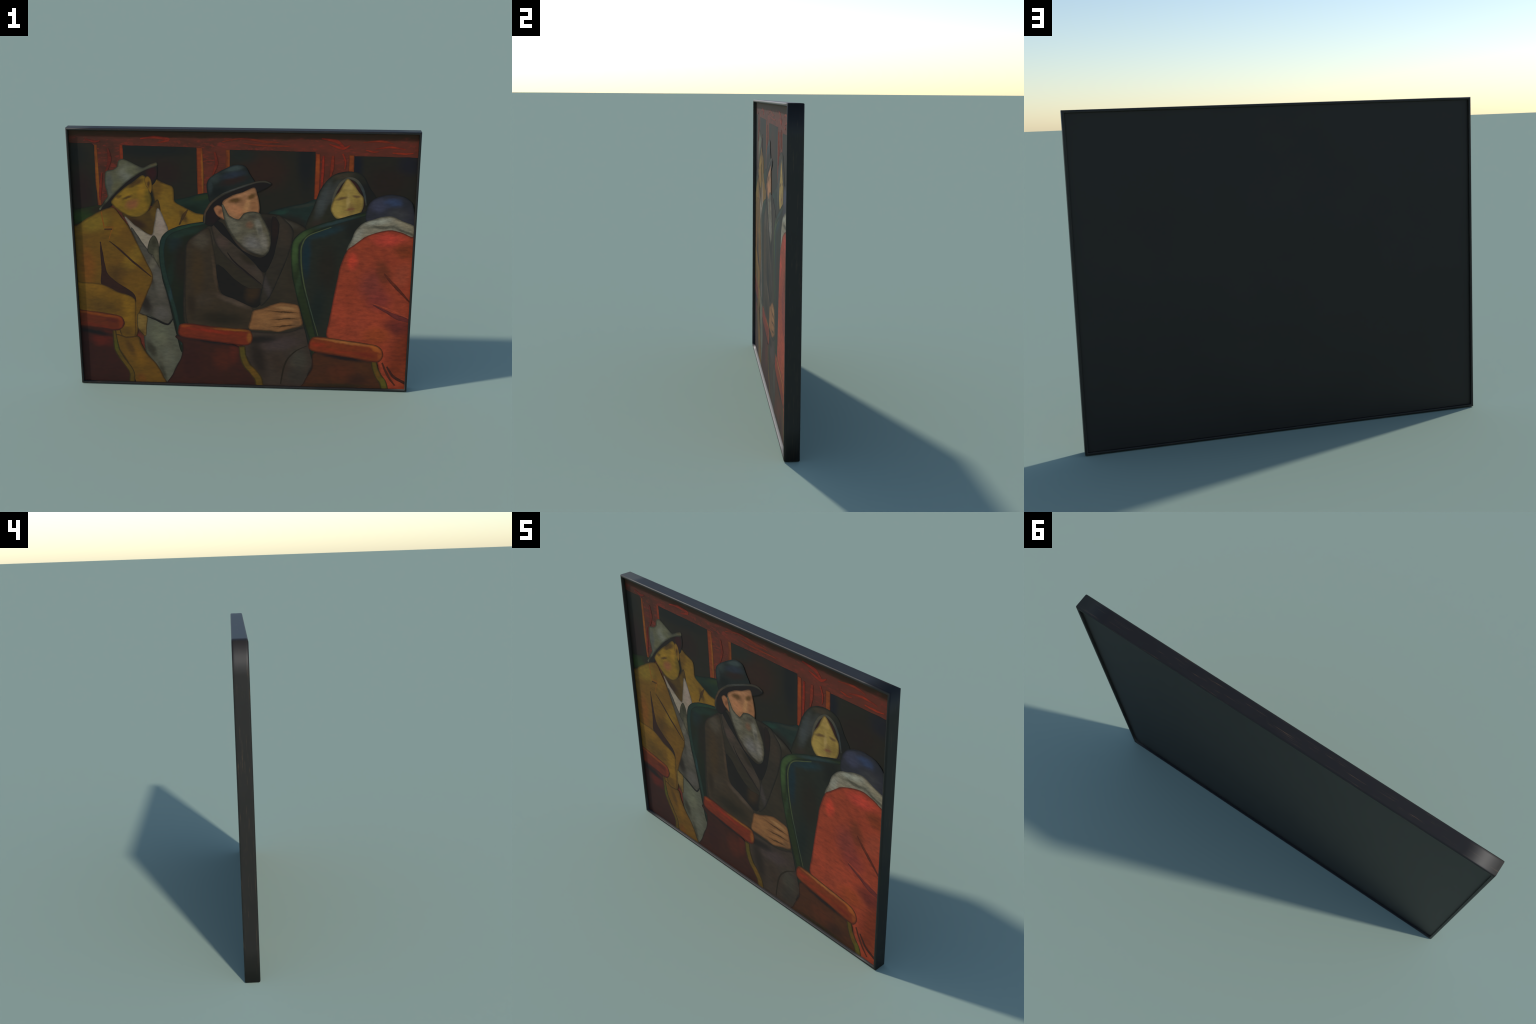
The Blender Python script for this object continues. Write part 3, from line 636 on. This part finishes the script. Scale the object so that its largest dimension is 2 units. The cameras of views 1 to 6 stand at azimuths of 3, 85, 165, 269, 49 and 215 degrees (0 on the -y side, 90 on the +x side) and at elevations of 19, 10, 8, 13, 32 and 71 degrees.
ribbon('painted_trim', '#3b442d', [(151.5, 103.9), (138.9, 98.7), (134.9, 92.8), (134.4, 83.9), (136.1, 69.5), (140.4, 52.6), (145.4, 35.2)], [0.44, 0.66, 0.78, 0.78, 0.79, 0.68, 0.46],
      tones=[(140.4, 52.6, 6.84, 13.68, 0, '#2c3730', 0.8)],
      grain=0.19)
shape('painted_cap', '#28292e', [(171.3, 108.6), (172.0, 116.1), (175.4, 120.7), (180.7, 123.0), (185.6, 123.7), (192.1, 122.5), (196.6, 119.2), (198.7, 113.1), (205.2, 101.8), (193.2, 101.6), (176.7, 104.7)],
      tones=[(178.3, 117.3, 5.4, 4.32, 0, '#333644', 0.9), (186.9, 119.2, 5.94, 2.7, 0, '#2b354a', 0.9), (189.4, 111.8, 6.54, 4.36, 0, '#313233', 0.8), (194.4, 119.9, 3.24, 4.32, 0, '#242528', 0.7)],
      grain=0.19, contour=0.26)
shape('painted_fur_collar', '#5f5f51', [(161.3, 89.8), (163.3, 95.7), (165.8, 101.9), (170.0, 106.6), (177.6, 109.5), (185.1, 110.9), (190.7, 108.6), (200.8, 103.8), (203.5, 94.8), (194.7, 95.8), (186.8, 99.1), (176.9, 98.9), (169.4, 94.1)],
      tones=[(178.7, 107.6, 8.72, 1.96, 10, '#72776a', 0.9), (167.0, 98.7, 2.86, 5.5, -30, '#6d7165', 0.8), (193.0, 106.2, 6.54, 2.4, -28, '#6a6754', 0.8), (181.1, 104.5, 9.81, 0.87, 2, '#43443a', 0.9), (194.3, 101.6, 6.54, 1.09, -25, '#3b3c33', 0.9), (175.8, 100.0, 8.72, 1.09, 12, '#636353', 0.8)],
      grain=0.33, contour=0.33)
shape('painted_coat', '#6f3323', [(161.4, 89.8), (165.1, 93.0), (170.4, 97.4), (176.9, 100.6), (185.5, 102.3), (192.2, 101.0), (197.8, 98.4), (205.6, 96.0), (211.6, -1.2), (186.6, -2.0), (183.7, 10.9), (180.4, 21.0), (168.7, 25.8), (151.5, 34.2), (152.2, 45.4), (154.4, 60.3), (157.7, 79.7)],
      tones=[(184.7, 96.7, 9.9, 4.4, 0, '#8d362b', 0.9), (164.3, 83.4, 3.33, 5.55, 0, '#903627', 0.95), (156.4, 51.7, 4.52, 14.69, 10, '#743525', 0.8), (176.1, 68.1, 7.77, 9.99, 0, '#5b2e28', 0.85), (181.0, 58.5, 7.84, 6.72, 20, '#622d28', 0.8), (194.6, 75.7, 5.55, 9.99, -30, '#753928', 0.8), (193.9, 89.9, 6.6, 4.95, -20, '#5b2e1c', 0.85), (182.9, 76.7, 4.44, 8.88, 15, '#522c1e', 0.85), (172.5, 46.0, 13.56, 7.91, 0, '#793726', 0.8), (194.2, 41.6, 10.17, 5.65, -20, '#4c2521', 0.9), (196.2, 26.6, 7.98, 14.82, -15, '#542818', 0.85), (179.7, 36.2, 9.12, 5.7, 0, '#70371e', 0.7), (192.2, 13.7, 5.75, 6.9, 0, '#542919', 0.8), (201.7, 8.8, 6.9, 12.65, 0, '#61301d', 0.7), (163.7, 37.0, 11.4, 4.56, 0, '#723524', 0.6)],
      grain=0.25, contour=0.39)
ribbon('painted_fold', '#49251c', [(183.0, 76.1), (186.5, 72.0), (191.8, 66.1), (198.9, 58.3)], [0.67, 1.55, 1.79, 0.9],
      tones=[(195.4, 61.3, 4.48, 4.48, 0, '#3f2119', 0.7)],
      grain=0.33)
ribbon('painted_fold', '#4d2724', [(177.7, 56.0), (185.8, 51.9), (192.7, 48.4), (199.6, 46.7)], [0.67, 1.79, 2.94, 3.39],
      grain=0.33)
ribbon('painted_fold', '#7b3928', [(176.5, 57.2), (185.7, 54.0), (193.7, 50.5), (199.5, 47.9)], [0.45, 0.9, 1.02, 0.9],
      grain=0.28)
ribbon('painted_fold', '#332017', [(187.5, 16.1), (191.3, 9.8), (197.2, 6.1), (203.2, 2.4)], [0.92, 1.61, 1.86, 1.39],
      grain=0.33)
ribbon('painted_fold', '#3c2318', [(184.5, 18.6), (187.7, 11.0), (192.8, 3.4)], [0.92, 1.39, 0.92],
      grain=0.33)
shape('painted_panel', '#382519', [(143.3, 23.8), (157.2, 24.2), (179.3, 18.7), (180.5, 12.1), (183.9, 5.7), (185.5, -2.1), (137.5, -3.6), (137.9, 4.3), (142.4, 13.5)],
      tones=[(159.9, 11.4, 9.28, 5.8, 0, '#40261b', 0.8), (169.4, 6.5, 6.96, 4.64, 0, '#2d2018', 0.8), (161.9, 21.1, 18.4, 1.61, -9, '#1e1b14', 0.9), (173.7, 15.7, 4.6, 4.6, 0, '#3c281a', 0.6), (157.9, 2.3, 20.88, 1.62, 0, '#262419', 0.8)],
      grain=0.19, contour=0.39)
ribbon('painted_trim', '#433a1b', [(179.5, 19.5), (180.4, 14.6), (182.6, 9.5), (185.5, 5.1), (187.2, -2.0)], [2.53, 2.76, 3.25, 3.48, 3.71],
      tones=[(185.7, 4.5, 2.32, 4.64, 0, '#46461e', 0.8), (182.5, 10.8, 1.62, 3.48, 0, '#513c1c', 0.7)],
      grain=0.19, contour=0.52)
shape('painted_armrest', '#5a2c1a', [(140.4, 29.4), (142.2, 33.6), (147.7, 34.1), (163.8, 32.0), (178.8, 29.9), (183.3, 27.2), (184.6, 23.5), (182.9, 20.1), (179.3, 19.2), (161.9, 22.3), (142.7, 25.5)],
      tones=[(161.6, 31.7, 19.38, 1.25, -8, '#7a4f2a', 0.95), (180.1, 28.0, 4.56, 1.82, -30, '#7e4821', 0.9), (183.1, 23.0, 1.61, 2.76, 0, '#69391e', 0.8), (145.5, 29.6, 5.75, 1.61, -8, '#6e2a1c', 0.8), (157.2, 25.5, 16.1, 1.38, -8, '#62291b', 0.7), (174.5, 23.4, 6.9, 1.84, -8, '#532318', 0.7)],
      grain=0.19, contour=0.52)
